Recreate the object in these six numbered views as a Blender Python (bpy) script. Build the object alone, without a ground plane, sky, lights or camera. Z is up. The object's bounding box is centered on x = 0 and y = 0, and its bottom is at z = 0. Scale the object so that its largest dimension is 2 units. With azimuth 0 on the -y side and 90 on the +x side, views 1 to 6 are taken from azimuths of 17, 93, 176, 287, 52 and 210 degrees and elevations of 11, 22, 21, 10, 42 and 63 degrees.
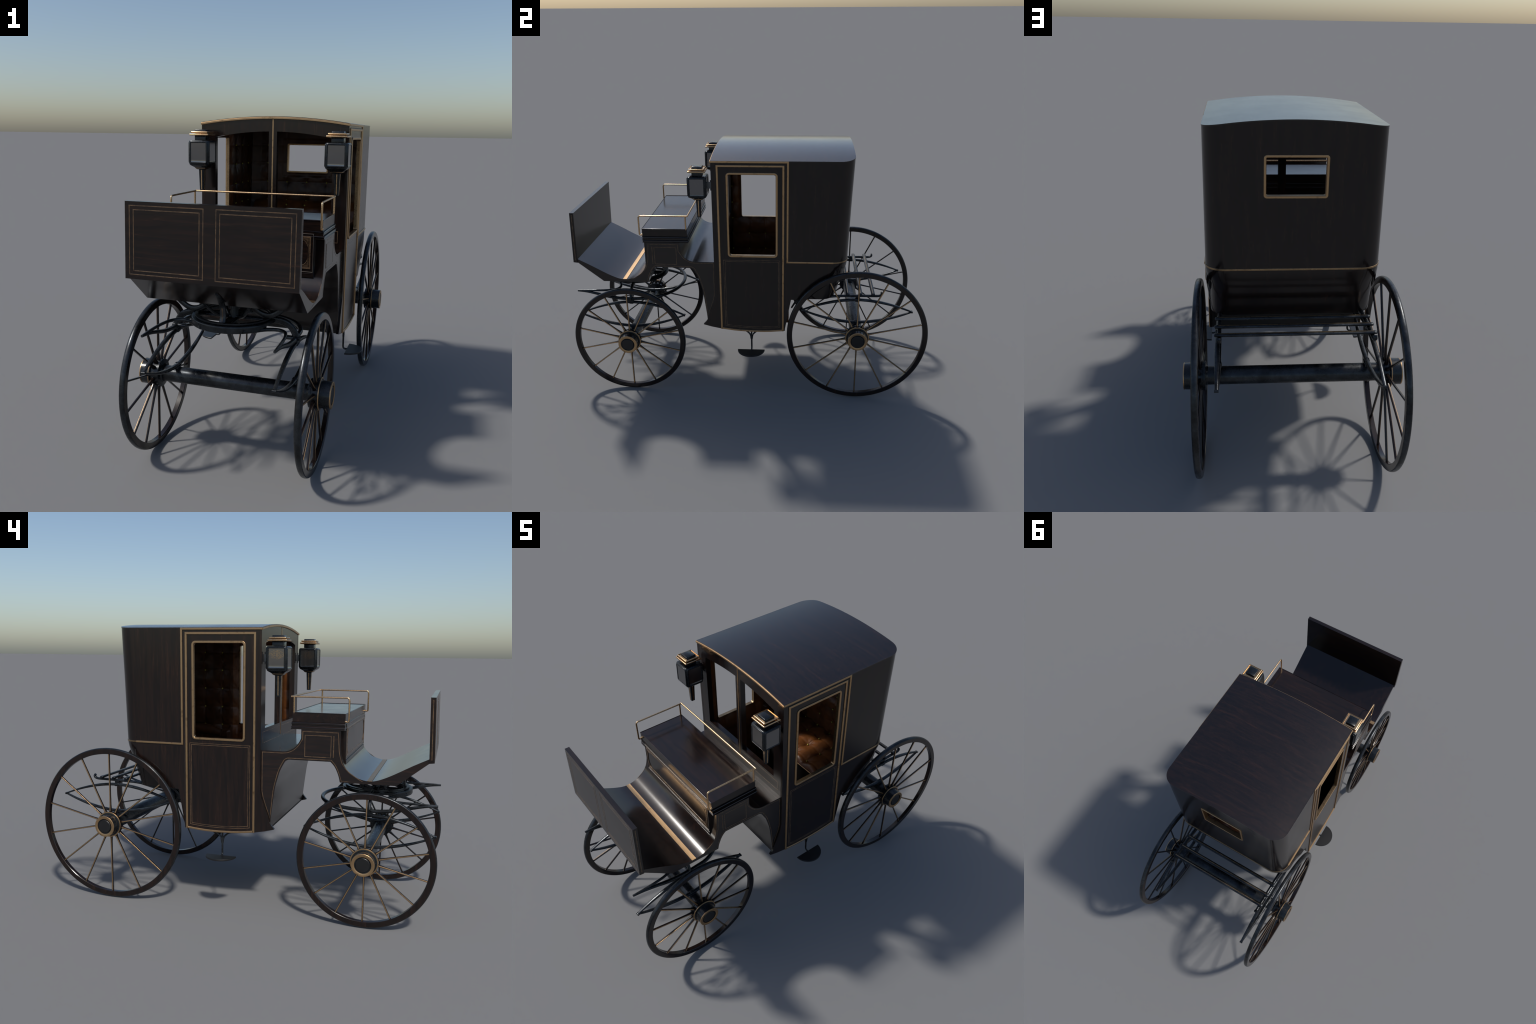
import bpy, bmesh, math, random
from mathutils import Vector as V, Matrix

random.seed(7)
for o in list(bpy.data.objects):
    bpy.data.objects.remove(o, do_unlink=True)
COL = bpy.context.scene.collection

# ------------------------------------------------------------------ materials
def new_mat(name):
    m = bpy.data.materials.new(name)
    m.use_nodes = True
    nt = m.node_tree
    return m, nt, nt.nodes["Principled BSDF"]

def coords(nt, scale, rot=(0, 0, 0)):
    tc = nt.nodes.new("ShaderNodeTexCoord")
    mp = nt.nodes.new("ShaderNodeMapping")
    mp.inputs["Scale"].default_value = scale
    mp.inputs["Rotation"].default_value = rot
    nt.links.new(tc.outputs["Object"], mp.inputs["Vector"])
    return mp.outputs["Vector"]

def noise(nt, vec, scale, detail=4, rough=.6, dist=0):
    n = nt.nodes.new("ShaderNodeTexNoise")
    n.inputs["Scale"].default_value = scale
    n.inputs["Detail"].default_value = detail
    n.inputs["Roughness"].default_value = rough
    n.inputs["Distortion"].default_value = dist
    nt.links.new(vec, n.inputs["Vector"])
    return n.outputs["Fac"]

def ramp(nt, fac, stops):
    r = nt.nodes.new("ShaderNodeValToRGB")
    e = r.color_ramp.elements
    while len(e) < len(stops):
        e.new(.5)
    for el, (p, c) in zip(e, stops):
        el.position = p
        el.color = (*c, 1) if len(c) == 3 else c
    nt.links.new(fac, r.inputs["Fac"])
    return r.outputs["Color"]

def grey(a):
    return (a, a, a)

def bump(nt, fac, strength, dist=.001):
    b = nt.nodes.new("ShaderNodeBump")
    b.inputs["Strength"].default_value = strength
    b.inputs["Distance"].default_value = dist
    nt.links.new(fac, b.inputs["Height"])
    return b.outputs["Normal"]

def wood(name, axis, spec=.45, coat=0.0, ripple=.05):
    """dark varnished timber; grain streaks run along the given axis"""
    m, nt, p = new_mat(name)
    s = [60, 60, 60]
    s[axis] = 4
    vec = coords(nt, s)
    f = noise(nt, vec, 1.0, 6, .65, .6)
    s2 = [400, 400, 400]
    s2[axis] = 14
    fine = noise(nt, coords(nt, s2), 1.0, 3, .6)
    mx = nt.nodes.new("ShaderNodeMix")
    mx.data_type = "FLOAT"
    mx.inputs[0].default_value = .35
    nt.links.new(f, mx.inputs[2])
    nt.links.new(fine, mx.inputs[3])
    fac = mx.outputs[0]
    c = ramp(nt, fac, [(.30, (.004, .0032, .0035)), (.47, (.0085, .0056, .005)), (.58, (.0155, .0082, .0062)), (.72, (.036, .016, .0105))])
    nt.links.new(c, p.inputs["Base Color"])
    big = noise(nt, coords(nt, (1, 1, 1)), 7, 3, .6)
    r = ramp(nt, big, [(.3, grey(.16)), (.7, grey(.21))])
    nt.links.new(r, p.inputs["Roughness"])
    nt.links.new(bump(nt, fine, ripple, .0005), p.inputs["Normal"])
    p.inputs["Specular IOR Level"].default_value = spec
    p.inputs["Coat Weight"].default_value = coat
    p.inputs["Coat Roughness"].default_value = .2
    return m

def metal(name, base, metallic, r0, r1, tarnish=None, scale=25, t0=.4, t1=.62):
    m, nt, p = new_mat(name)
    vec = coords(nt, (1, 1, 1))
    f = noise(nt, vec, scale, 5, .65)
    g = noise(nt, vec, scale * 7, 3, .6)
    if tarnish:
        nt.links.new(ramp(nt, f, [(t0, tarnish), (t1, base)]), p.inputs["Base Color"])
    else:
        p.inputs["Base Color"].default_value = (*base, 1)
    nt.links.new(ramp(nt, g, [(.3, grey(r0)), (.7, grey(r1))]), p.inputs["Roughness"])
    p.inputs["Metallic"].default_value = metallic
    nt.links.new(bump(nt, g, .08, .0005), p.inputs["Normal"])
    return m

WX, WY, WZ = wood("wood_grain_x", 0, .45, .05), wood("wood_grain_y", 1, .5, .25, .16), wood("wood_grain_z", 2)
WR = wood("wood_roof", 0, .5, .3)
IRON = metal("black_iron", (.055, .062, .070), .7, .24, .38, (.018, .019, .02), 14, .35, .7)
JAPAN = metal("japanned_black", (.016, .021, .026), .35, .18, .3, (.01, .012, .014), 18)
STEEL = metal("grey_steel", (.16, .17, .18), .85, .3, .42)
GOLD = metal("brass_trim", (.49, .32, .172), 1, .32, .46, (.27, .17, .088), 30, .30, .42)
BRASS = metal("polished_brass", (.66, .44, .245), 1, .22, .36, (.55, .35, .19), 45, .30, .45)
INLAY = metal("dull_gold_inlay", (.14, .088, .050), .15, .2, .3, (.06, .038, .024), 30, .35, .6)
SILVER = metal("pale_inlay", (.22, .2, .18), .8, .35, .5)
AGED = metal("aged_brass", (.36, .25, .14), .95, .25, .38, (.25, .17, .095), 30, .36, .56)

def leather(name, k):
    m, nt, p = new_mat(name)
    vec = coords(nt, (1, 1, 1))
    f = noise(nt, vec, 9, 5, .65)
    nt.links.new(ramp(nt, f, [(.3, (.055 * k, .018 * k, .005 * k)), (.52, (.125 * k, .042 * k, .010 * k)), (.72, (.19 * k, .068 * k, .016 * k))]), p.inputs["Base Color"])
    g = noise(nt, vec, 160, 3, .6)
    nt.links.new(ramp(nt, g, [(.3, grey(.34)), (.7, grey(.48))]), p.inputs["Roughness"])
    nt.links.new(bump(nt, g, .15, .0008), p.inputs["Normal"])
    p.inputs["Specular IOR Level"].default_value = .42
    return m
LEATHER, SHADE_DARKENED_LEATHER = leather("tan_leather", 1.0), leather("shade_darkened_leather", .45)  # second one: same leather, colour lowered to paint in the dim cabin interior

def plain(name, c, rough, metallic=0, spec=.5):
    m, nt, p = new_mat(name)
    f = noise(nt, coords(nt, (1, 1, 1)), 40, 3)
    nt.links.new(ramp(nt, f, [(.3, tuple(k * .8 for k in c)), (.7, tuple(min(1, k * 1.15) for k in c))]), p.inputs["Base Color"])
    p.inputs["Roughness"].default_value = rough
    p.inputs["Metallic"].default_value = metallic
    p.inputs["Specular IOR Level"].default_value = spec
    return m
BUTTON_MAT = plain("olive_brass_button", (.40, .36, .07), .4, .5)
LINING = plain("dark_lining", (.008, .006, .005), .6)
CAPDARK = plain("hub_cap_black", (.007, .007, .0075), .42)

def lamp_glass():
    m, nt, p = new_mat("lamp_glass")
    tc = nt.nodes.new("ShaderNodeTexCoord")
    vor = nt.nodes.new("ShaderNodeTexVoronoi")
    vor.feature = "DISTANCE_TO_EDGE"
    vor.inputs["Scale"].default_value = 115
    wob = noise(nt, tc.outputs["Object"], 60, 3)
    add = nt.nodes.new("ShaderNodeVectorMath")
    add.operation = "MULTIPLY_ADD"
    add.inputs[1].default_value = (.02, .02, .02)
    nt.links.new(wob, add.inputs[0])
    nt.links.new(tc.outputs["Object"], add.inputs[2])
    nt.links.new(add.outputs[0], vor.inputs["Vector"])
    line = ramp(nt, vor.outputs["Distance"], [(.04, grey(1)), (.10, grey(0))])
    sep = nt.nodes.new("ShaderNodeSeparateXYZ")
    nt.links.new(tc.outputs["Object"], sep.inputs[0])
    def M(op, a, b):
        n = nt.nodes.new("ShaderNodeMath")
        n.operation = op
        for i, q in enumerate((a, b)):
            if isinstance(q, (int, float)):
                n.inputs[i].default_value = q
            else:
                nt.links.new(q, n.inputs[i])
        return n.outputs[0]
    dz = M("ABSOLUTE", M("SUBTRACT", sep.outputs[2], .010), 0)
    oval = M("LESS_THAN", M("ADD", M("POWER", M("DIVIDE", M("ABSOLUTE", sep.outputs[1], 0), .036), 2), M("POWER", M("DIVIDE", dz, .020), 2)), 1.0)
    side = M("LESS_THAN", sep.outputs[0], -.04)
    msk = M("MULTIPLY", M("MULTIPLY", line, oval), M("MULTIPLY", side, .55))
    mix = nt.nodes.new("ShaderNodeMix")
    mix.data_type = "RGBA"
    mix.inputs[6].default_value = (.19, .19, .195, 1)
    mix.inputs[7].default_value = (.5, .36, .2, 1)
    nt.links.new(msk, mix.inputs[0])
    nt.links.new(mix.outputs[2], p.inputs["Base Color"])
    p.inputs["Metallic"].default_value = .9
    p.inputs["Roughness"].default_value = .12
    return m
GLASS = lamp_glass()

# ------------------------------------------------------------------ mesh kit
ROOT = bpy.data.objects.new("horse_carriage", None)
ROOT["label"] = "closed black horse carriage with gold trim and lamps"
ROOT["category"] = "carriage"
COL.objects.link(ROOT)

def finish(me, mats, angle=32):
    for mt in (mats if isinstance(mats, (list, tuple)) else [mats]):
        me.materials.append(mt)
    me.polygons.foreach_set("use_smooth", [True] * len(me.polygons))
    me.set_sharp_from_angle(angle=math.radians(angle))
    me.update()

def link(me, name, parent=None):
    o = bpy.data.objects.new(name, me)
    COL.objects.link(o)
    o.parent = parent or ROOT
    return o

class Kit:
    """collects vertices and faces of one part"""
    def __init__(s):
        s.v, s.f = [], []

    def grid(s, rows, close_u=False, flip=False):
        b, n = len(s.v), len(rows[0])
        for r in rows:
            s.v += [tuple(p) for p in r]
        for i in range(len(rows) - 1):
            for j in range(n if close_u else n - 1):
                k = (j + 1) % n
                q = (b + i * n + j, b + i * n + k, b + (i + 1) * n + k, b + (i + 1) * n + j)
                s.f.append(q[::-1] if flip else q)
        return b

    def cap(s, ids, flip=False):
        s.f.append(tuple(ids[::-1] if flip else ids))

    def box(s, lo, hi, bev=0.0):
        (x0, y0, z0), (x1, y1, z1) = lo, hi
        if bev <= 0:
            b = len(s.v)
            s.v += [(x, y, z) for z in (z0, z1) for y in (y0, y1) for x in (x0, x1)]
            for q in ((0, 2, 3, 1), (4, 5, 7, 6), (0, 1, 5, 4), (2, 6, 7, 3), (0, 4, 6, 2), (1, 3, 7, 5)):
                s.f.append(tuple(b + k for k in q))
            return
        def loop(z, ins):
            pts = []
            c = bev
            for cx, cy, a0 in ((x1 - c, y1 - c, 0), (x0 + c, y1 - c, 90), (x0 + c, y0 + c, 180), (x1 - c, y0 + c, 270)):
                for k in range(4):
                    a = math.radians(a0 + 30 * k)
                    pts.append((cx + (c - ins) * math.cos(a), cy + (c - ins) * math.sin(a), z))
            return pts
        rows = []
        for k in range(4):
            a = math.radians(30 * k)
            rows.append(loop(z0 + bev * (1 - math.sin(a)), bev * (1 - math.cos(a))))
        for k in range(3, -1, -1):
            a = math.radians(30 * k)
            rows.append(loop(z1 - bev * (1 - math.sin(a)), bev * (1 - math.cos(a))))
        b = s.grid(rows, True)
        n = 16
        s.cap([b + k for k in range(n)], True)
        s.cap([b + 7 * n + k for k in range(n)])

    def lathe(s, prof, axis="x", centre=(0, 0, 0), n=64, closed=False):
        rows = []
        cx, cy, cz = centre
        for a, r in (prof + [prof[0]] if closed else prof):
            row = []
            for k in range(n):
                t = 2 * math.pi * k / n
                c, d = r * math.cos(t), r * math.sin(t)
                row.append((cx + a, cy + c, cz + d) if axis == "x" else (cx + c, cy + d, cz + a))
            rows.append(row)
        s.grid(rows, True, axis == "z")

    def sweep(s, path, hw, hh, up=(0, 0, 1), n=10, power=2.0, closed=False):
        """tube of elliptic section; hw across, hh along 'up'"""
        P = [V(p) for p in path]
        N = len(P)
        f = lambda q, i: q[i] if isinstance(q, (list, tuple)) else q
        rows = []
        side0 = None
        for i in range(N):
            a = P[i - 1] if (i or closed) else P[i]
            c = P[(i + 1) % N] if (i < N - 1 or closed) else P[i]
            t = (c - a).normalized()
            if up is None:
                if side0 is None:
                    side0 = t.orthogonal().normalized()
                sd = (side0 - t * side0.dot(t)).normalized()
                side0 = sd
            else:
                sd = t.cross(V(up)).normalized()
            u = sd.cross(t).normalized()
            row = []
            for k in range(n):
                an = 2 * math.pi * (k + .5) / n
                ca, sa = math.cos(an), math.sin(an)
                ca = math.copysign(abs(ca) ** (2 / power), ca)
                sa = math.copysign(abs(sa) ** (2 / power), sa)
                row.append(P[i] + sd * (f(hw, i) * ca) + u * (f(hh, i) * sa))
            rows.append(row)
        if closed:
            rows.append(rows[0])
        b = s.grid(rows, True, True)
        if not closed:
            s.cap([b + k for k in range(n)])
            s.cap([b + (N - 1) * n + k for k in range(n)], True)

    def ribbon(s, path, nrm, width, proud, closed=False, sunk=.0015):
        """flat moulding laid on a surface, mitred at the corners"""
        P = [V(p) for p in path]
        N = len(P)
        nr = [V(q) for q in nrm] if isinstance(nrm[0], (tuple, list, V)) else [V(nrm)] * N
        rows = []
        for i in range(N):
            ti = (P[i] - P[i - 1]).normalized() if (i or closed) else None
            to = (P[(i + 1) % N] - P[i]).normalized() if (i < N - 1 or closed) else None
            ti = ti or to
            to = to or ti
            n = nr[i].normalized()
            b1, b2 = n.cross(ti).normalized(), n.cross(to).normalized()
            m = (b1 + b2) / max(.35, 1 + b1.dot(b2))
            w = width[i] if isinstance(width, (list, tuple)) else width
            ch = min(proud * .4, w * .25)
            m2 = m * (1 - 2 * ch / w)
            rows.append([P[i] - m * w / 2 - n * sunk, P[i] - m * w / 2 + n * (proud - ch), P[i] - m2 * w / 2 + n * proud,
                         P[i] + m2 * w / 2 + n * proud, P[i] + m * w / 2 + n * (proud - ch), P[i] + m * w / 2 - n * sunk])
        if closed:
            rows.append(rows[0])
        b = s.grid(rows, True, True)
        if not closed:
            s.cap([b + k for k in range(6)])
            s.cap([b + (N - 1) * 6 + k for k in range(6)], True)

    def prism(s, prof, x0, x1, fn=None):
        """(y,z) outline pushed along x; fn bends each vertex"""
        b, n = len(s.v), len(prof)
        for x in (x0, x1):
            for y, z in prof:
                s.v.append(fn(x, y, z) if fn else (x, y, z))
        for j in range(n):
            k = (j + 1) % n
            s.f.append((b + j, b + k, b + n + k, b + n + j))
        s.cap([b + j for j in range(n)], True)
        s.cap([b + n + j for j in range(n)])

    def obj(s, name, mats, parent=None, angle=32, fix=True, mesh_only=False, origin=None):
        me = bpy.data.meshes.new(name)
        me.from_pydata(s.v, [], s.f)
        bm = bmesh.new()
        bm.from_mesh(me)
        bmesh.ops.remove_doubles(bm, verts=bm.verts, dist=1e-6)
        if fix:
            bmesh.ops.recalc_face_normals(bm, faces=bm.faces)
        bm.to_mesh(me)
        bm.free()
        if origin:
            me.transform(Matrix.Translation(-V(origin)))
        finish(me, mats, angle)
        if mesh_only:
            return me
        o = link(me, name, parent)
        if origin:
            o.location = origin
        return o

def spline(pts, per=6):
    """Catmull-Rom through the points"""
    P = [V(p) for p in pts]
    out = []
    for i in range(len(P) - 1):
        p0, p1, p2, p3 = P[max(i - 1, 0)], P[i], P[i + 1], P[min(i + 2, len(P) - 1)]
        for k in range(per):
            t = k / per
            out.append(.5 * ((2 * p1) + (p2 - p0) * t + (2 * p0 - 5 * p1 + 4 * p2 - p3) * t * t + (3 * p1 - p0 - 3 * p2 + p3) * t ** 3))
    out.append(P[-1])
    return out

def rrect(u0, v0, u1, v1, r, k=5):
    pts = []
    for cu, cv, a0 in ((u1 - r, v1 - r, 0), (u0 + r, v1 - r, 90), (u0 + r, v0 + r, 180), (u1 - r, v0 + r, 270)):
        for i in range(k + 1):
            a = math.radians(a0 + 90 * i / k)
            pts.append((cu + r * math.cos(a), cv + r * math.sin(a)))
    return pts

def plate(name, outline, holes, thick, bev, place, mats, parent=None):
    """flat board with true openings: filled 2D curve, extruded, turned to mesh"""
    cu = bpy.data.curves.new(name, "CURVE")
    cu.dimensions, cu.fill_mode = "2D", "BOTH"
    cu.extrude = thick / 2 - bev
    cu.bevel_depth = bev
    cu.bevel_resolution = 0
    cu.offset = -bev
    for ring in [outline] + holes:
        sp = cu.splines.new("POLY")
        sp.points.add(len(ring) - 1)
        for p, (a, b) in zip(sp.points, ring):
            p.co = (a, b, 0, 1)
        sp.use_cyclic_u = True
    ob = bpy.data.objects.new("tmp", cu)
    COL.objects.link(ob)
    dg = bpy.context.evaluated_depsgraph_get()
    me = bpy.data.meshes.new_from_object(ob.evaluated_get(dg))
    bpy.data.objects.remove(ob, do_unlink=True)
    bpy.data.curves.remove(cu)
    me.name = name
    bm = bmesh.new()
    bm.from_mesh(me)
    for v in bm.verts:
        v.co = V(place(*v.co))
    bmesh.ops.remove_doubles(bm, verts=bm.verts, dist=1e-5)
    bmesh.ops.recalc_face_normals(bm, faces=bm.faces)
    bm.to_mesh(me)
    bm.free()
    me.materials.clear()
    finish(me, mats, 25)
    return link(me, name, parent)

def lerp_table(tab, q):
    if q <= tab[0][0]:
        return tab[0][1]
    for (a, b), (c, d) in zip(tab, tab[1:]):
        if q <= c:
            return b + (d - b) * (q - a) / (c - a)
    return tab[-1][1]

# ------------------------------------------------------------------ cabin measures
W = .347                    # half width of the cabin
Y0 = -.177                  # front face
CR = .079                   # rear corner radius
REAR = [(.594, .482), (.63, .495), (.68, .511), (.72, .526), (.757, .536), (.81, .546), (1.15, .558), (1.40, .569)]
BOTTOM = [(-.2468, .4305), (-.2025, .418), (-.146, .4067), (-.061, .3953), (.03, .391), (.11, .3915), (.2077, .400)]
yr = lambda z: lerp_table(REAR, z)
bot = lambda y: lerp_table(BOTTOM, y)
ztop = lambda x: 1.368 + .028 * (1 - min(1, (x / W) ** 2))
WIN = (-.0895, .853, .1595, 1.2985)   # door opening y0,z0,y1,z1

cab = Kit()
# upper rear wall: corners and back, rear window left open
RW = (-.1125, 1.1135, .1125, 1.2610)
def ring_row(z, half, start_side=None, topfn=None):
    y1 = yr(z)
    y0 = y1 - CR
    row = []
    def add(x, y):
        row.append((x, y, topfn(x) if topfn else z))
    for sgn in (1, -1):
        seg = []
        if start_side is not None:
            seg += [(half, start_side), (half, (start_side + y0) / 2)]
        for k in range(11):
            a = math.pi / 2 * k / 10
            seg.append((half - CR + CR * math.cos(a), y0 + CR * math.sin(a)))
        if sgn > 0:
            for p in seg:
                add(*p)
            for x in (.2, RW[2], .05, 0, -.05, RW[0], -.2):
                add(x, y1)
        else:
            for x, y in seg[::-1]:
                add(-x, y)
    return row
ZU = [.80, .81, .85, .9, .95, 1.0, 1.05, RW[1], 1.16, 1.21, RW[3], 1.30, 1.34]
rows = [ring_row(z, W) for z in ZU] + [ring_row(1.368, W, None, ztop)]
b, n = len(cab.v), len(rows[0])
for r in rows:
    cab.v += r
for i in range(len(rows) - 1):
    for j in range(n - 1):
        xm = (rows[i][j][0] + rows[i][j + 1][0]) / 2
        zm = (rows[i][j][2] + rows[i + 1][j][2]) / 2
        if abs(xm) < RW[2] and RW[1] < zm < RW[3] and rows[i][j][1] > .5:
            continue
        cab.f.append((b + i * n + j, b + i * n + j + 1, b + (i + 1) * n + j + 1, b + (i + 1) * n + j))
cabin = cab.obj("cabin", WZ, angle=40)

# lower rear boot of the cabin, slightly narrower than the sides
bt = Kit()
ZL = [.594, .60, .63, .655, .68, .70, .72, .74, .757, .775, .79, .80]
def half_low(z):
    t = min(1, max(0, (z - .735) / .06))
    return .3325 + (W - .3325) * t * t * (3 - 2 * t)
rows = [ring_row(z, half_low(z), .235) for z in ZL]
b = bt.grid(rows)
bt.cap([b + k for k in range(len(rows[0]))], True)
rear_boot = bt.obj("rear_boot", WZ, cabin, angle=40)

# side walls with door opening and wheel arch
ARCH = [(.262, .594), (.285, .598), (.312, .624), (.345, .660), (.390, .696), (.428, .725), (.452, .752), (.464, .785), (.467, .815)]
arch = [tuple(p) for p in spline([(a, c, 0) for a, c in ARCH], 4)]
arch = [(p[0], p[1]) for p in arch]
side = [(Y0, 1.367), (Y0, .62), (-.1785, .603), (-.183, .580), (-.1926, .5526), (-.204, .525), (-.215, .4997), (-.2234, .4665), (-.2300, .4545), (-.2395, .443), (-.2485, .4330)]
side += BOTTOM + [(.2425, .594)] + arch + [(yr(1.15) - CR, 1.15), (yr(1.367) - CR, 1.367)]
hole = rrect(*WIN, .011)
for sgn in (1, -1):
    plate("side_wall", side, [hole], .012, 0.0, lambda a, c, t, s=sgn: (s * (W - .006 + t), a, c), WZ, cabin)
    # rolled-under edge between side wall and rear boot
    k = Kit()
    rws = []
    for i, (y, z) in enumerate(arch):
        q = V(arch[min(i + 1, len(arch) - 1)]) - V(arch[max(i - 1, 0)])
        q.normalize()
        nx, nz = q[1], -q[0]
        wd = .042 * min(1, .30 + .70 * (len(arch) - 1 - i) / 10)
        row = []
        for m in range(8):
            a = math.pi / 2 * m / 7
            row.append((sgn * (W - .0190 * (1 - math.cos(a)) ** .85 - .0001), y + nx * wd * math.sin(a), max(z + nz * wd * math.sin(a), .5945)))
        rws.append(row)
    k.grid(rws)
    k.obj("arch_edge", WZ, cabin, angle=60)

# front window frame: arched header, centre mullion, sill
hdr = lambda x: 1.330 - .028 * (x / .278) ** 2
half = [(.019, .905)] + [(.278, .905)] + [(.278 - (.278 - .019) * k / 10, hdr(.278 - (.278 - .019) * k / 10)) for k in range(11)]
out = [(-.3349, .79), (.3349, .79)] + [(.3349 - .6698 * k / 24, ztop(.3349 - .6698 * k / 24) - .001) for k in range(25)]
plate("front_frame", out, [half, [(-a, c) for a, c in half]], .028, 0.0, lambda a, c, t: (a, -.1625 + t, c), WZ, cabin)

# roof
rf = Kit()
ys = [Y0 - .001 + (.489 + .178) * k / 12 for k in range(13)] + [.489 + CR * math.sin(math.radians(a)) for a in (10, 20, 30, 40, 50, 60, 70, 80, 90)]
top, low = [], []
for i, y in enumerate(ys):
    d = max(0, (y - .489) / CR)
    w = W - CR + CR * math.sqrt(max(0, 1 - d * d)) + .001
    xs = [w * math.sin(math.pi / 2 * (-1 + 2 * k / 28)) for k in range(29)]
    top.append([(x, y + (.001 if y > .5 else 0), ztop(x) + .0015) for x in xs])
b = rf.grid(top)
lw = [[(x, y, ztop(x) - .003) for x, y, z in r] for r in top]
rf.grid([top[0], lw[0]])
rf.grid([[r[0] for r in top], [r[0] for r in lw]])
rf.grid([[r[-1] for r in top], [r[-1] for r in lw]])
rf.grid([top[-1], lw[-1]])
rf.grid(lw)
rf.obj("roof", WR, cabin, angle=30)

# floor, rear bulkhead, seat base
fl = Kit()
prof = [(y, bot(y) + .002) for y in [-.222 + .0427 * k for k in range(11)]]
fl.prism(prof + [(y, z + .02) for y, z in prof[::-1]], -.3345, .3345)
fl.prism([(.183, .401), (.2065, .401), (.241, .596), (.22, .596)], -.3345, .3345)
fl.box((-.318, .160, .42), (.318, .180, .664))
fl.box((-.320, -.150, 1.335), (.320, .50, 1.345))
fl.obj("cabin_floor", LINING, cabin)

# ------------------------------------------------------------------ gilt mouldings
tr = Kit()
belt_z, top_z = .8173, 1.3632
xs = [W * (-1 + 2 * k / 30) for k in range(31)]
tr.ribbon([(x * 1.006, Y0 - .0005, ztop(x) - .0062) for x in xs], (0, -1, 0), .0105, .0045)
for s in (1, -1):
    tr.ribbon([(s * W, Y0 - .003, top_z), (s * W, .2208, top_z), (s * W, .2208, belt_z), (s * W, .468, belt_z)], (s, 0, 0), .0098, .0042)
    tr.ribbon([(s * W, -.1450, bot(-.145) + .0005), (s * W, -.1445, 1.3428), (s * W, .1976, 1.3428), (s * W, .1985, bot(.1985) + .0005)], (s, 0, 0), .0105, .0045)
    pth = [(s * W, -.145 + .0343 * k, bot(-.145 + .0343 * k) + .0052) for k in range(11)]
    tr.ribbon(pth, (s, 0, 0), .0095, .0045)
rw = ring_row(belt_z, W)
nr = []
for x, y, z in rw:
    cx = max(-(W - CR), min(W - CR, x))
    cy = yr(belt_z) - CR
    nr.append((x - cx, max(0, y - cy), 0))
rear_belt = Kit()
rear_belt.ribbon(rw, nr, .0080, .0020)
rear_belt.obj("rear_belt", AGED, cabin)
tr.ribbon([(0, -.1765, .845), (0, -.1765, ztop(0) - .011)], (0, -1, 0), .0062, .0012)
tr.obj("gilt_moulding", GOLD, cabin)

# window frames (gilt face and deep reveal)
for s in (1, -1):
    wf = Kit()
    mid = rrect(-.0948, .8482, .1636, 1.3032, .014)
    wf.ribbon([(s * W, a, c) for a, c in mid], (s, 0, 0), .0108, .0045, True)
    wf.obj("window_frame", GOLD, cabin)
    rv = Kit()
    rv.grid([[(s * x, a, c) for a, c in rrect(WIN[0] + e, WIN[1] + e, WIN[2] - e, WIN[3] - e, .011)] for x, e in ((.3505, .0006), (.34, .0008), (.3320, .0008), (.3308, -.001), (.3325, -.004))], True)
    rv.obj("window_reveal", AGED, cabin)
wf = Kit()
rwf = rrect(RW[0] - .0035, RW[1] - .0035, RW[2] + .0035, RW[3] + .0035, .007, 3)
wf.ribbon([(a, yr(c), c) for a, c in rwf], (0, 1, 0), .0095, .0035, True)
wf.grid([[(a, yr(c) + d, c) for a, c in rrect(RW[0] + .0012, RW[1] + .0012, RW[2] - .0012, RW[3] - .0012, .005, 3)] for d in (.003, -.012, -.020)], True)
wf.grid([[(a, yr(c) - .021, c) for a, c in rrect(RW[0] + e, RW[1] + e, RW[2] - e, RW[3] - e, .006, 3)] for e in (.001, -.006)], True)
wf.obj("rear_window_frame", GOLD, cabin)

# thin inlaid lines of the doors and front panel
il = Kit()
for s in (1, -1):
    for e in (0, .0083):
        y0, y1, z1 = -.1243 + e, .1810 - e, .8248 - e
        p = [(s * W, y0, z1), (s * W, y1, z1)] + [(s * W, y1 + (y0 - y1) * k / 6, bot(y1 + (y0 - y1) * k / 6) + .0235 + e) for k in range(7)]
        il.ribbon(p, (s, 0, 0), .0026, .0004, True)
for z0, z1, x in ((.8370, .8895, .3125),):
    il.ribbon([(-x, -.1765, z0), (x, -.1765, z0), (x, -.1765, z1), (-x, -.1765, z1)], (0, -1, 0), .003, .0004, True)
il.obj("inlay_line", INLAY, cabin)
dl = Kit()
for s in (1, -1):    # shadow gap round the door leaf
    dl.ribbon([(s * W, -.1515, bot(-.15) + .002), (s * W, -.1515, 1.3495), (s * W, .2085, 1.3495), (s * W, .2085, bot(.208) + .002)], (s, 0, 0), .0028, .0004)
dl.obj("door_gap", LINING, cabin)

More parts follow.
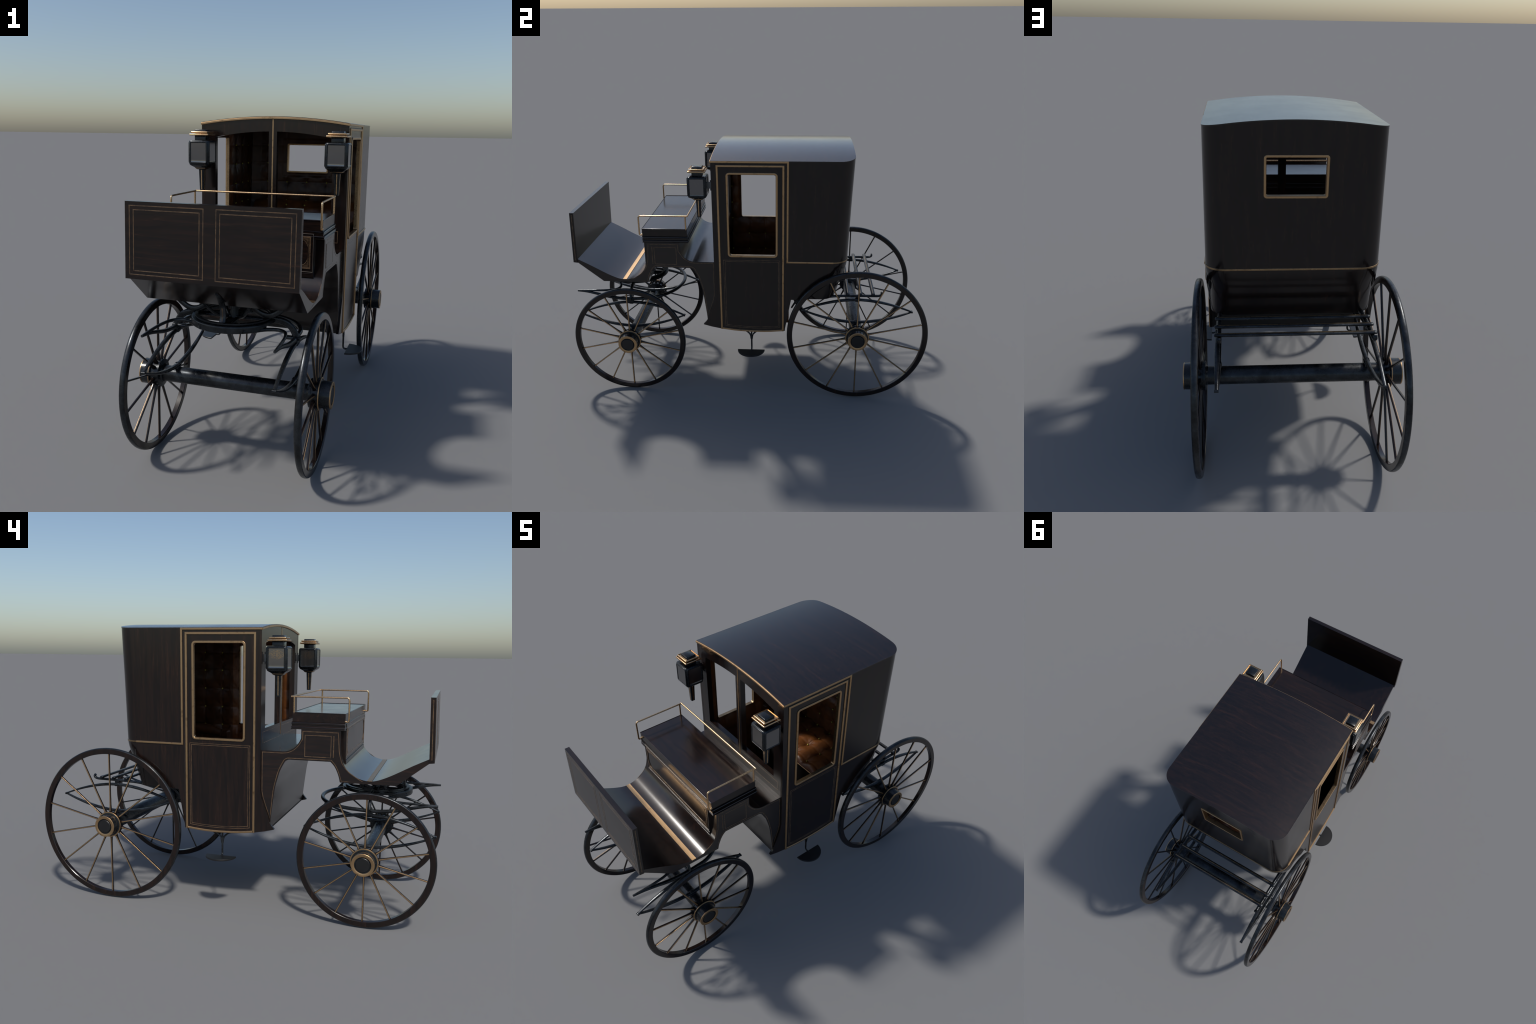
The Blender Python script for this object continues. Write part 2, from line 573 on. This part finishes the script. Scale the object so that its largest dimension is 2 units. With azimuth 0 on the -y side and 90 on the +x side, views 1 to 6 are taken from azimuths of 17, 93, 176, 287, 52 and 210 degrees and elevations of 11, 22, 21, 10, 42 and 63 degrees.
# ------------------------------------------------------------------ upholstery
BZ = [.636, .740, .8437, .9475, 1.0530, 1.1570, 1.2580]
BY = [-.147, -.042, .063, .168, .2675, .3733, .478]
BX = [-.230, -.115, 0, .115, .230]
def tuft(u, v, us, vs, amp=.013):
    du = min(abs(u - q) for q in us)
    dv = min(abs(v - q) for q in vs)
    pu, pv = us[1] - us[0], vs[1] - vs[0]
    d = math.hypot(du, dv)
    ang = math.atan2(dv, du + 1e-6)
    h = 1 - math.exp(-(d / .030) ** 1.4)
    h *= 1 - .18 * math.exp(-(d / .03) ** 2) * math.cos(8 * ang)
    seam = min(.25 * math.exp(-(du / .004) ** 2), .25) + .18 * math.exp(-(dv / .004) ** 2)
    return amp * max(0, h - seam * (1 - .4 * h))

up = Kit()
buttons = []
def pad(us, vs, u0, u1, v0, v1, fn, hole=None, st=.006, flip=False):
    nu, nv = int((u1 - u0) / st) + 1, int((v1 - v0) / st) + 1
    b = len(up.v)
    U = [u0 + (u1 - u0) * i / nu for i in range(nu + 1)]
    Vv = [v0 + (v1 - v0) * j / nv for j in range(nv + 1)]
    if hole:   # snap nearest grid lines on the opening
        for q in (hole[0], hole[2]):
            i = min(range(nu + 1), key=lambda k: abs(U[k] - q))
            U[i] = q
        for q in (hole[1], hole[3]):
            j = min(range(nv + 1), key=lambda k: abs(Vv[k] - q))
            Vv[j] = q
    for v in Vv:
        for u in U:
            flat = 1
            if hole:
                d = max(hole[0] - u, u - hole[2], hole[1] - v, v - hole[3])
                flat = .45 + .55 * min(1, max(0, d / .03))
                if d < .012:
                    flat *= max(0, d / .012)
            up.v.append(fn(u, v, tuft(u, v, us, vs) * flat))
    for j in range(nv):
        for i in range(nu):
            um, vm = (U[i] + U[i + 1]) / 2, (Vv[j] + Vv[j + 1]) / 2
            if hole and hole[0] < um < hole[2] and hole[1] < vm < hole[3]:
                continue
            q = (b + j * (nu + 1) + i, b + j * (nu + 1) + i + 1, b + (j + 1) * (nu + 1) + i + 1, b + (j + 1) * (nu + 1) + i)
            up.f.append(q[::-1] if flip else q)
    for u in us:
        for v in vs:
            if u0 < u < u1 and v0 < v < v1 and not (hole and hole[0] - .008 < u < hole[2] + .008 and hole[1] - .008 < v < hole[3] + .008):
                buttons.append(fn(u, v, .0025))
WH = (WIN[0] - .004, WIN[1] - .004, WIN[2] + .004, WIN[3] + .004)
for s in (1, -1):
    pad(BY, BZ, .200, .535, .605, 1.338, lambda u, v, h, s=s: (s * (.3340 - h - (.022 if v < .81 and u > .22 else 0)), min(u, yr(v) - .047), v), flip=s < 0)
pad(BX, BZ, -.318, .318, .605, 1.338, lambda u, v, h: (u * (1 if v > .81 else .955), yr(v) - .0185 - h * (.6 if RW[1] - .03 < v < RW[3] + .03 and abs(u) < .14 else 1) - .02 * max(0, (abs(u) - .27) / .05), v), (RW[0] - .003, RW[1] - .003, RW[2] + .003, RW[3] + .003))
walls = up
up = Kit()
for s in (1, -1):
    pad(BY, BZ, -.148, .200, .605, 1.338, lambda u, v, h, s=s: (s * (.3340 - h), u, v), WH, flip=s < 0)
    pad(BY, [.532, .636], -.148, .230, .44, .605, lambda u, v, h, s=s: (s * (.3340 - h), u, v), flip=s < 0)
up.obj("door_trim", LEATHER, cabin, angle=180, fix=False)
up = walls
# squab and seat cushion
SZ = [.764, .853, .926]
SX = [-.212, -.106, 0, .106, .212]
up.obj("upholstery", SHADE_DARKENED_LEATHER, cabin, angle=180, fix=False)
up = Kit()
def squab(u, v, h):
    edge = max(0, (v - .90) / .05)
    return (u, .474 - h * 1.2 + .02 * max(0, (v - .85) / .1) + .04 * edge ** 2, v)
pad(SX, SZ, -.296, .296, .69, .95, squab)
CY = [.195, .293, .379, .458]
def cushion(u, v, h):
    e = max(0, (.188 - v) / .03)
    return (u, v, .682 + h * 1.45 - .022 * e ** 2)
pad(SX, CY, -.304, .304, .158, .480, cushion)
up.obj("seat_cushion", LEATHER, cabin, angle=180, fix=False)
k = Kit()
for s in (1, -1):   # padded arm rests
    k.sweep([(s * .293, .26, 0.800), (s * .293, .33, 0.815), (s * .293, .41, 0.825), (s * .293, .50, 0.830)], [.018, .026, .028, .028], [.02, .03, .03, .03], n=14)
k.obj("arm_rest", SHADE_DARKENED_LEATHER, cabin, angle=60)
k = Kit()
k.sweep([(-.304, .160, .666), (.304, .160, .666)], .004, .004, n=8)
k.obj("cushion_piping", GOLD, cabin)
bk = Kit()
bk.v, bk.f = [], []
for i in range(5):
    a = math.pi * i / 4
    bk.v += [(.0052 * math.sin(a) * math.cos(t * math.pi / 4), .0052 * math.sin(a) * math.sin(t * math.pi / 4), .0052 * math.cos(a)) for t in range(8)]
for i in range(4):
    for t in range(8):
        bk.f.append((i * 8 + t, i * 8 + (t + 1) % 8, (i + 1) * 8 + (t + 1) % 8, (i + 1) * 8 + t))
bme = bk.obj("button", BUTTON_MAT, mesh_only=True, angle=180)
for p in buttons:
    o = link(bme, "button", cabin)
    o.location = p

# ------------------------------------------------------------------ footboard body (one bent profile)
hw = lambda y: .3235 + .0135 * min(1, max(0, (y + .70) / .48))
def sp2(pts, per=4):
    return [(p[0], p[1]) for p in spline([(a, c, 0) for a, c in pts], per)]
seat_curve = sp2([(-.2773, .8065), (-.3005, .8085), (-.3205, .8165), (-.336, .8265), (-.349, .841), (-.3595, .857), (-.366, .871)], 3)
floor_curve = sp2([(-.549, .86), (-.552, .815), (-.5575, .785), (-.5655, .760), (-.580, .738), (-.597, .7215), (-.616, .708), (-.6355, .699), (-.66, .6925), (-.6863, .690), (-.712, .694), (-.741, .704), (-.7895, .7271), (-.8681, .7705), (-.938, .806)], 3)
arch_f = sp2([(-.5495, .679), (-.545, .700), (-.534, .729), (-.521, .752), (-.504, .7695)], 3)
arch_r = sp2([(-.310, .769), (-.297, .763), (-.287, .7485), (-.269, .712), (-.256, .668), (-.246, .627), (-.236, .55), (-.2273, .473), (-.2275, .440)], 3)
profile = [(-.170, .807)] + seat_curve + [(-.366, .914), (-.548, .914)] + floor_curve + [(-.9390, .7862), (-.803, .677), (-.551, .6765)] + arch_f + arch_r + [(-.170, .420)]
fb = Kit()
fb.prism(profile, -1, 1, lambda x, y, z: (x * hw(y), y, z))
footboard = fb.obj("footboard", WY, angle=25)

il = Kit()
outer = [(-.1825, .7985), (-.278, .7985)] + sp2([(-.302, .801), (-.3235, .8095), (-.341, .822), (-.356, .839), (-.3665, .856), (-.3735, .8665)], 2) + [(-.374, .9035), (-.5365, .903)]
outer += sp2([(-.541, .85), (-.5435, .815), (-.5505, .785), (-.559, .762), (-.575, .741), (-.592, .724), (-.613, .7095), (-.64, .693), (-.6625, .6828)], 2)
outer += [(-.5565, .6828)] + sp2([(-.552, .698), (-.541, .729), (-.526, .757), (-.508, .7770)], 2) + sp2([(-.305, .7765), (-.291, .770), (-.281, .755), (-.262, .716), (-.2485, .668), (-.2375, .620), (-.232, .57), (-.2241, .482)], 2)
outer += [(-.205, .535), (-.1885, .585), (-.1830, .612)]
for s in (1, -1):
    il.ribbon([(s * hw(y), y, z) for y, z in outer], (s, 0, 0), .0034, .0004, True)
    il.ribbon([(s * hw(y), y, z) for y, z in ((-.3845, .788), (-.505, .788), (-.505, .8865), (-.3845, .8865))], (s, 0, 0), .0032, .0004, True)
    il.ribbon([(s * hw(-.517), -.517, .788), (s * hw(-.517), -.517, .888)], (s, 0, 0), .0045, .0009)
il.obj("inlay_line", INLAY, footboard)
# brass tread strip across the floor
k = Kit()
seg = [p for p in floor_curve if -.700 < p[0] < -.672]
seg = [(-.673, lerp_table([(a, c) for a, c in floor_curve[::-1]], -.673))] + seg + [(-.6945, lerp_table([(a, c) for a, c in floor_curve[::-1]], -.6945))]
k.prism([(a, c + .0018) for a, c in seg] + [(a, c - .002) for a, c in seg[::-1]], -.3238, .3238)
k.obj("tread_strip", GOLD, footboard)

# dashboard
k = Kit()
k.prism([(-.9612, .7895), (-.9385, .7865), (-.9300, 1.0740), (-.9525, 1.0740)], -.3285, .3285)
dash = k.obj("dashboard", WX)
il = Kit()
dy = lambda z: -.9612 + (z - .7895) * (.0087 / .2845)
dn = (0, -1, .03)
for s in (1, -1):
    for x0, x1, z0, z1 in ((.0240, .3105, .8068, 1.0585), (.0383, .2945, .8208, 1.0436)):
        il.ribbon([(s * x, dy(z), z) for x, z in ((x0, z0), (x1, z0), (x1, z1), (x0, z1))], dn, .0034, .0004, True)
    il.ribbon([(s * .3285, -.9485, .802), (s * .3285, -.9415, 1.064)], (s, 0, 0), .0045, .0007)
il.obj("inlay_line", INLAY, dash)

# ------------------------------------------------------------------ driver's seat
k = Kit()
k.box((-.3245, -.5680, .9440), (.3245, -.3190, .9900), .0022)
seat = k.obj("driver_seat", WX)
k = Kit()
k.box((-.3290, -.5675, .9335), (.3290, -.3160, .9450), .003)
k.box((-.3245, -.5660, .9240), (.3245, -.3190, .9345))
k.box((-.3315, -.5680, .9120), (.3315, -.3150, .9258), .003)
k.obj("seat_moulding", WY, seat)
k = Kit()
k.box((-.2900, -.5688, .7560), (.2900, -.5400, .9450), .0012)
k.box((-.2915, -.5715, .7560), (.2915, -.5600, .7745), .0015)
k.obj("seat_front_panel", WX, seat)
k = Kit()
R = lambda x, z0, z1: [(-x, -.5688, z0), (x, -.5688, z0), (x, -.5688, z1), (-x, -.5688, z1)]
k.ribbon(R(.2740, .7950, .9200), (0, -1, 0), .0065, .0009, True)
k.ribbon(R(.2672, .8015, .9135), (0, -1, 0), .0016, .0008, True)
for sx in (1, -1):
    for cz, sz in ((.9100, -1), (.8050, 1)):
        loop = [(.2640, cz)] + [(.2340 + .030 * math.sin(a), cz + sz * .030 * (1 - math.cos(a))) for a in [math.pi / 2 * q / 7 for q in range(8)]]
        k.ribbon([(sx * x, -.5688, z) for x, z in loop], (0, -1, 0), .0022, .0008, True)
        for q in range(3):
            k.ribbon([(sx * (.2622 - .004 * q), -.5688, cz + sz * .0020), (sx * (.2605 - .003 * q), -.5688, cz + sz * (.0105 - .003 * q))], (0, -1, 0), .0012, .0007)
k.obj("inlay_line", INLAY, seat)
k = Kit()
k.ribbon(R(.2865, .7795, .9330), (0, -1, 0), .0014, .0006, True)
k.obj("inlay_line", SILVER, seat)

# brass hand rail
k = Kit()
def corner(p, q, r, rad, m=5):
    """round the corner p-q-r"""
    p, q, r = V(p), V(q), V(r)
    a, c = q + (p - q).normalized() * rad, q + (r - q).normalized() * rad
    return [(1 - t) ** 2 * a + 2 * t * (1 - t) * q + t * t * c for t in [i / m for i in range(m + 1)]]
for s in (1, -1):
    x = s * .3195
    pth = [V((x, -.5665, .9545))] + corner((x, -.5665, .9530), (x, -.5808, .9520), (x, -.5808, 1.0), .009) + corner((x, -.5808, .96), (x, -.5808, 1.0605), (x, -.4, 1.0605), .013) + [V((x, -.315, 1.0605))]
    k.sweep(pth, .0041, .0041, None, 12)
    k.sweep([(x, -.3270, .985), (x, -.3270, 1.0605)], .0041, .0041, None, 12)
    k.sweep([(x, -.5700, .9545), (x, -.5640, .9545)], .0052, .0052, None, 10)
k.sweep([(-.3225, -.3160, 1.0610), (.3225, -.3160, 1.0610)], .0041, .0041, None, 12)
k.obj("hand_rail", BRASS, seat, angle=60)

# ------------------------------------------------------------------ lamps
def sq(k, steps, tw=0):
    """square tapering body around the lamp axis"""
    rows = []
    for z, h, r in steps:
        rows.append([(a, c, z) for a, c in rrect(-h, -h, h, h, min(r, h * .99), 3)])
    b = k.grid(rows, True)
    m = len(rows[0])
    k.cap([b + i for i in range(m)], True)
    k.cap([b + (len(rows) - 1) * m + i for i in range(m)])
lk = Kit()   # z is measured from the lamp's middle, 1.2375
body = [(-.0830, .0180, .003), (-.0800, .0235, .004), (-.0765, .0258, .004), (-.0730, .0290, .005), (-.0670, .0390, .007), (-.0630, .0448, .009), (-.0590, .0476, .010), (-.0530, .0485, .010),
        (.0420, .0485, .009), (.0458, .0475, .009), (.0480, .0445, .008)]
sq(lk, body)
for ax in (0, 1):
    for sg in (1, -1):
        ring = rrect(-.0395, -.0520, .0395, .0415, .006, 3)
        pts = [((sg * .0482, a, c) if ax == 0 else (a, sg * .0482, c)) for a, c in ring]
        lk.sweep(pts, .0042, .0030, (1, 0, 0) if ax == 0 else (0, 1, 0), 10, 2.2, True)
sq(lk, [(-.1790, .0098, .003), (-.1300, .0114, .003), (-.0800, .0134, .004)])
sq(lk, [(.0490, .0268, .002), (.0950, .0268, .002), (.0968, .0250, .002)])
lamp_me = lk.obj("carriage_lamp", JAPAN, mesh_only=True, angle=50)
bkt = Kit()
bkt.box((-.0040, .044, -.0230), (.0040, .0735, .0122), .001)
for z0, z1 in ((.0122, .0225), (-.0335, -.0230)):
    bkt.sweep([(0, .0665, z0), (0, .0665, z1)], .0028, .0028, (0, 1, 0), 8)
bkt_me = bkt.obj("lamp_bracket", STEEL, mesh_only=True)
pk = Kit()
for ax in (0, 1):
    for sg in (1, -1):
        rows = []
        for q in range(13):     # bevelled pane, its lower edge rolling outward
            z = -.0508 + .0912 * (q / 12) ** 2
            o = .0491 + .0022 * max(0, 1 - q / 4) ** 2
            rows.append([((sg * o, t, z) if ax == 0 else (t, sg * o, z)) for t in (-.0380, -.0370, .0370, .0380)])
        pk.grid(rows)
pane_me = pk.obj("lamp_pane", GLASS, mesh_only=True)
gk = Kit()
gk.box((-.0465, -.0465, .0700), (.0465, .0465, .0782), .0032)
gk.box((-.0405, -.0405, .0802), (.0405, .0405, .0888), .0032)
sq(gk, [(-.0782, .0240, .004), (-.0772, .0262, .004), (-.0758, .0266, .004), (-.0750, .0255, .004)])
for s in (1, -1):
    gk.ribbon([(0, s * .0130, -.086), (0, s * .0099, -.174)], (0, s, .03), .0042, .0006)
    gk.ribbon([(s * .0130, 0, -.086), (s * .0099, 0, -.174)], (s, 0, .03), .0042, .0006)
cap_me = gk.obj("lamp_cap", BRASS, mesh_only=True)
for s in (1, -1):
    lo = link(lamp_me, "carriage_lamp")
    lo.location = (s * .3145, -.2505, 1.2375)
    link(bkt_me, "lamp_bracket", lo)
    link(pane_me, "lamp_pane", lo)
    link(cap_me, "lamp_cap", lo)

# ------------------------------------------------------------------ wheels
def make_wheel(R, n=14):
    k = Kit()
    ri, ro, h = R - .0305, R - .0050, .0118
    k.lathe([(-h + .002, ri), (h - .002, ri), (h, ri + .002), (h, ro - .001), (h - .001, ro), (-h + .001, ro), (-h, ro - .001), (-h, ri + .002)], n=128, closed=True)
    fel = k.obj("wheel", WZ, mesh_only=True)
    k = Kit()
    h = .0112
    k.lathe([(-h, R - .0060)] + [(-h * math.cos(a), R - .0062 + .0062 * math.sin(a)) for a in [math.pi * q / 10 for q in range(1, 10)]] + [(h, R - .0060)], n=128, closed=True)
    tyre = k.obj("tyre", IRON, mesh_only=True)
    k = Kit()
    k.lathe([(-.032, .0), (-.032, .036), (-.025, .040), (-.023, .0570), (-.021, .0585), (-.013, .0585), (-.012, .056), (.012, .056), (.013, .0600), (.0150, .0640), (.0205, .0640), (.0220, .0545), (.0615, .0525), (.0640, .0505), (.0640, .0395), (.0600, .0385), (.0590, .0340), (.0590, .0)], n=56)
    hub = k.obj("hub", JAPAN, mesh_only=True, angle=30)
    k = Kit()
    k.lathe([(.0610, .0530), (.0645, .0530), (.0652, .0520), (.0652, .0400), (.0645, .0388), (.0610, .0388)], n=56)
    k.lathe([(.0172, .0640), (.0174, .0650), (.0200, .0653), (.0210, .0645), (.0212, .0600), (.0205, .0590)], n=56)
    ring = k.obj("hub_band", GOLD, mesh_only=True)
    k = Kit()
    k.lathe([(.0580, .0330), (.0628, .0330), (.0645, .0310), (.0648, .0)], n=40)
    capm = k.obj("axle_cap", CAPDARK, mesh_only=True, angle=20)
    k = Kit()
    rr = [.050, .060, .075, .095, .14, R - .06, R - .028]
    ww = [.0085, .0080, .0058, .0045, .0040, .0040, .0043]
    dd = [.0085, .0080, .0062, .0052, .0048, .0046, .0048]
    k.sweep([(0, 0, r) for r in rr], dd, ww, (0, 1, 0), 12, 3.2)
    spoke = k.obj("spoke", WZ, mesh_only=True, angle=40)
    k = Kit()
    rr2 = [.066, .075, .095, .14, R - .06, R - .031]
    xx = [.0076, .0062, .0052, .0048, .0046, .0047]
    k.ribbon([(x, 0, r) for x, r in zip(xx, rr2)], (1, 0, 0), .0047, .0005, False, .002)
    line = k.obj("spoke_line", GOLD, mesh_only=True)
    return fel, tyre, hub, ring, spoke, line, capm

for R, y, xw in ((.3205, -.679, .3405), (.3900, .6105, .3722)):
    fel, tyre, hub, ring, spoke, line, capm = make_wheel(R)
    for s in (1, -1):
        wo = link(fel, "wheel")
        wo.location = (s * xw, y, R)
        if s < 0:
            wo.rotation_euler = (0, 0, math.pi)
        link(tyre, "tyre", wo)
        link(hub, "hub", wo)
        link(ring, "hub_band", wo)
        link(capm, "axle_cap", wo)
        for i in range(14):
            a = 2 * math.pi * i / 14
            so = link(spoke, "spoke", wo)
            so.rotation_euler = (a, 0, 0)
            sl = link(line, "spoke_line", wo)
            sl.rotation_euler = (a, 0, 0)

# axles
for y, z, r, x in ((-.679, .3205, .0335, .312), (.6105, .390, .0365, .344)):
    k = Kit()
    k.lathe([(-x - .004, .02), (-x - .004, r * .97), (-x + .004, r), (x - .004, r), (x + .004, r * .97), (x + .004, .02)], centre=(0, y, z), n=40)
    k.obj("axle", IRON)

# ------------------------------------------------------------------ leaf springs
def spring(x, yc, zc, L, hu, hl):
    k = Kit()
    for up, h in ((1, hu), (-1, hl)):
        path, a, c = [], [], []
        for i in range(33):
            t = -1 + 2 * i / 32
            path.append((x, yc + t * L, zc + up * h * (1 - abs(t) ** 1.85)))
            e = 1 - abs(t)
            a.append(.0062 + .0035 * min(1, e * 2))
            c.append(.0040 + .0032 * min(1, e * 1.5))
        k.sweep(path, a, c, (0, 0, 1), 12, 3)
    for t in (-1, 1):
        k.sweep([(x - .0078, yc + t * L, zc), (x + .0078, yc + t * L, zc)], .0056, .0056, (0, 0, 1), 12)
    for up, h in ((1, hu), (-1, hl)):
        k.box((x - .0108, yc - .012, zc + up * h - .0085), (x + .0108, yc + .012, zc + up * h + .0085), .003)
    return k.obj("leaf_spring", IRON, angle=50)
for s in (1, -1):
    spring(s * .2530, -.679, .4385, .3035, .0785, .0745)
    spring(s * .2985, .6100, .5110, .3055, .0690, .0700)

# ------------------------------------------------------------------ fifth wheel and fore-carriage
CY5 = -.684
k = Kit()
k.lathe([(.5970, .1700), (.6070, .1700), (.6085, .1685), (.6085, .1400), (.5970, .1400)], "z", (0, CY5, 0), 96, True)
band = [(.1700 * math.cos(a), CY5 + .1700 * math.sin(a), .5950) for a in [math.radians(-155 + 130 * i / 40) for i in range(41)]]
k.sweep(band, .0032, [.0020 + .0112 * min(1, min(i, 40 - i) / 5) for i in range(41)], (0, 0, 1), 12, 4)
k.lathe([(.6110, .1570), (.6165, .1570), (.6165, .1440), (.6110, .1440)], "z", (0, CY5, 0), 96, True)
k.box((-.165, CY5 - .014, .597), (.165, CY5 + .014, .608), .004)
k.box((-.017, CY5 - .165, .590), (.017, CY5 + .165, .604), .004)
fifth = k.obj("fifth_wheel", IRON, angle=40)
k = Kit()
k.lathe([(.535, .0), (.535, .019), (.552, .019), (.556, .0165), (.680, .0165), (.680, 0)], "z", (0, CY5, 0), 24)
k.obj("king_bolt", IRON, fifth)
k = Kit()
for s in (1, -1):    # hanging bows under the footboard
    for yy in (CY5 - .055, CY5 + .055):
        k.sweep(spline([(s * .228, yy, .682), (s * .207, yy, .660), (s * .177, yy, .640), (s * .152, yy, .635), (s * .124, yy, .642), (s * .092, yy, .663), (s * .066, yy, .682)], 4), .011, .0062, (0, 1, 0), 10, 3)
    # braced struts
    k.sweep(spline([(s * .02, CY5 - .01, .600), (s * .06, CY5 - .06, .625), (s * .10, CY5 - .10, .680)], 4), .006, .006, None, 8)
    k.sweep(spline([(s * .02, CY5 + .01, .600), (s * .06, CY5 + .06, .625), (s * .10, CY5 + .10, .680)], 4), .006, .006, None, 8)
k.obj("bed_bow", IRON, fifth, angle=50)
k = Kit()
hk = spline([(0, -.882, .741), (0, -.866, .728), (0, -.840, .703), (0, -.8215, .677), (0, -.8150, .652), (0, -.8170, .628), (0, -.8280, .604)], 5)
hwid = [.006 + .006 * min(1, 4 * i / len(hk)) for i in range(len(hk))]
k.sweep(hk, hwid, .0062, (0, -1, .25), 10, 3)
k.box((-.016, -.842, .5985), (.016, -.812, .6085), .003)
hook = k.obj("front_stay", IRON, fifth, angle=50)
k = Kit()
k.ribbon([(p[0], p[1] - .0058, p[2]) for p in hk[3:]], [(0, -1, .22)] * len(hk[3:]), .0055, .0008)
k.obj("stay_line", INLAY, fifth)
# sway bar: tip, over the spring, round the back in a half circle
k = Kit()
xt = .2532
leg = spline([(xt, -.986, .5825), (xt, -.935, .578), (xt, -.875, .566), (xt, -.80, .5475), (xt, -.73, .5385), (xt, -.67, .5375), (xt * .999, -.62, .540)], 5)
back = [(xt * math.cos(a), -.62 + .205 * math.sin(a), .540 + .006 * math.sin(a)) for a in [math.pi * i / 28 for i in range(1, 28)]]
bar = leg + [V(p) for p in back] + [V((-p[0], p[1], p[2])) for p in leg[::-1]]
m = len(bar)
hw_ = [.0050 + .0045 * min(1, min(i, m - 1 - i) / 14) for i in range(m)]
k.sweep(bar, hw_, [.0048 + .0035 * min(1, min(i, m - 1 - i) / 14) for i in range(m)], (0, 0, 1), 12, 2.6)
for s in (1, -1):
    arm = spline([(s * .083, -.833, .590), (s * .112, -.800, .586), (s * .155, -.764, .586), (s * .200, -.752, .586), (s * .232, -.772, .5855), (s * .2475, -.825, .5855), (s * .2525, -.90, .585), (s * xt, -.986, .5828)], 5)
    m = len(arm)
    k.sweep(arm, [.0085 - .0035 * i / m for i in range(m)], [.0080 - .0030 * i / m for i in range(m)], (0, 0, 1), 12, 2.6)
    # side arm from the ring down to the spring clamp
    arc = spline([(s * .150, CY5 + .004, .603), (s * .180, CY5 + .004, .603), (s * .212, CY5 + .004, .595), (s * .238, CY5 + .004, .575), (s * .256, CY5 + .004, .540)], 5)
    k.sweep(arc, .0135, .0075, (0, 1, 0), 12, 3)
    k.sweep([(s * .212, CY5 + .002, .538), (s * .270, CY5 + .002, .538)], .0088, .0088, (0, 0, 1), 14)
    k.box((s * .2535 - .012, CY5 - .016, .512), (s * .2535 + .012, CY5 + .022, .534), .003)
    k.box((s * .2535 - .013, CY5 - .012, .345), (s * .2535 + .013, CY5 + .022, .362), .003)
k.obj("sway_bar", IRON, fifth, angle=50)

# ------------------------------------------------------------------ luggage rack
k = Kit()
for s in (1, -1):
    x = s * .2930
    p = spline([(x, .215, .585), (x, .30, .583), (x, .42, .590), (x, .50, .598), (x, .60, .6015), (x, .70, .6025), (x, .728, .6035), (x, .741, .609), (x, .7440, .618), (x, .7400, .6235)], 4)
    k.sweep(p, .0085, [.0065] * (len(p) - 14) + [.0058] * 14, (0, -.35, 1), 10, 2.6)
    k.box((x - .008, .598, .5760), (x + .008, .628, .600), .003)
    k.sweep(spline([(x, .300, .585), (x, .270, .560), (x, .245, .520)], 5), [.008 - .0004 * i for i in range(11)], [.006] * 11, (1, 0, 0), 8, 3)
    k.box((s * .2985 - .013, .592, .418), (s * .2985 + .013, .630, .440), .003)
rack = k.obj("luggage_rack", IRON, angle=50)
for y in (.5570, .6270, .6960):
    k = Kit()
    p = [(-.3105, y, .6145), (-.3085, y, .6145), (-.300, y, .6145), (0, y, .6145), (.300, y, .6145), (.3085, y, .6145), (.3105, y, .6145)]
    k.sweep(p, [.006, .0092, .0104, .0104, .0104, .0092, .006], [.003, .0048, .0056, .0056, .0056, .0048, .003], (0, 0, 1), 14, 2.8)
    so = k.obj("rack_slat", IRON, rack, angle=60)
    k = Kit()
    k.ribbon([(-.296, y - .001, .6200), (.296, y - .001, .6200)], (0, 0, 1), .0050, .0006)
    k.obj("slat_line", AGED, rack)

# ------------------------------------------------------------------ steps
for s in (1, -1):
    k = Kit()
    px = s * .3270
    yc = .0200
    k.sweep([V((px, yc, .395)), V((px, yc, .36)), V((px, yc, .30))] + corner((px, yc, .392), (px, yc, .2735), (s * .40, yc, .2735), .014) + [V((s * .362, yc, .2735))], .0048, .0046, None, 10)
    for d in (1, -1):
        p = spline([(px, yc + d * .062, .3905), (px, yc + d * .040, .3885), (px, yc + d * .020, .3775), (px, yc + d * .0065, .360), (px, yc + d * .0022, .335)], 4)
        k.sweep(p, .0050, [.0016 + .0030 * min(1, i / 8) for i in range(len(p))], (0, .5, 1), 8)
    step = k.obj("carriage_step", IRON, angle=50)
    pts = [(s * .3462, yc + d * .0765) for d in (-1, 1)]
    arc = [(.3462 + .0765 * math.sin(a), yc - .0015 - .0765 * math.cos(a)) for a in [math.pi * i / 24 for i in range(25)]]
    plate("step_plate", [(s * a, c) for a, c in (arc if s > 0 else arc[::-1])], [], .0080, .0012, lambda a, c, t: (a, c, .2735 + t), CAPDARK, step)
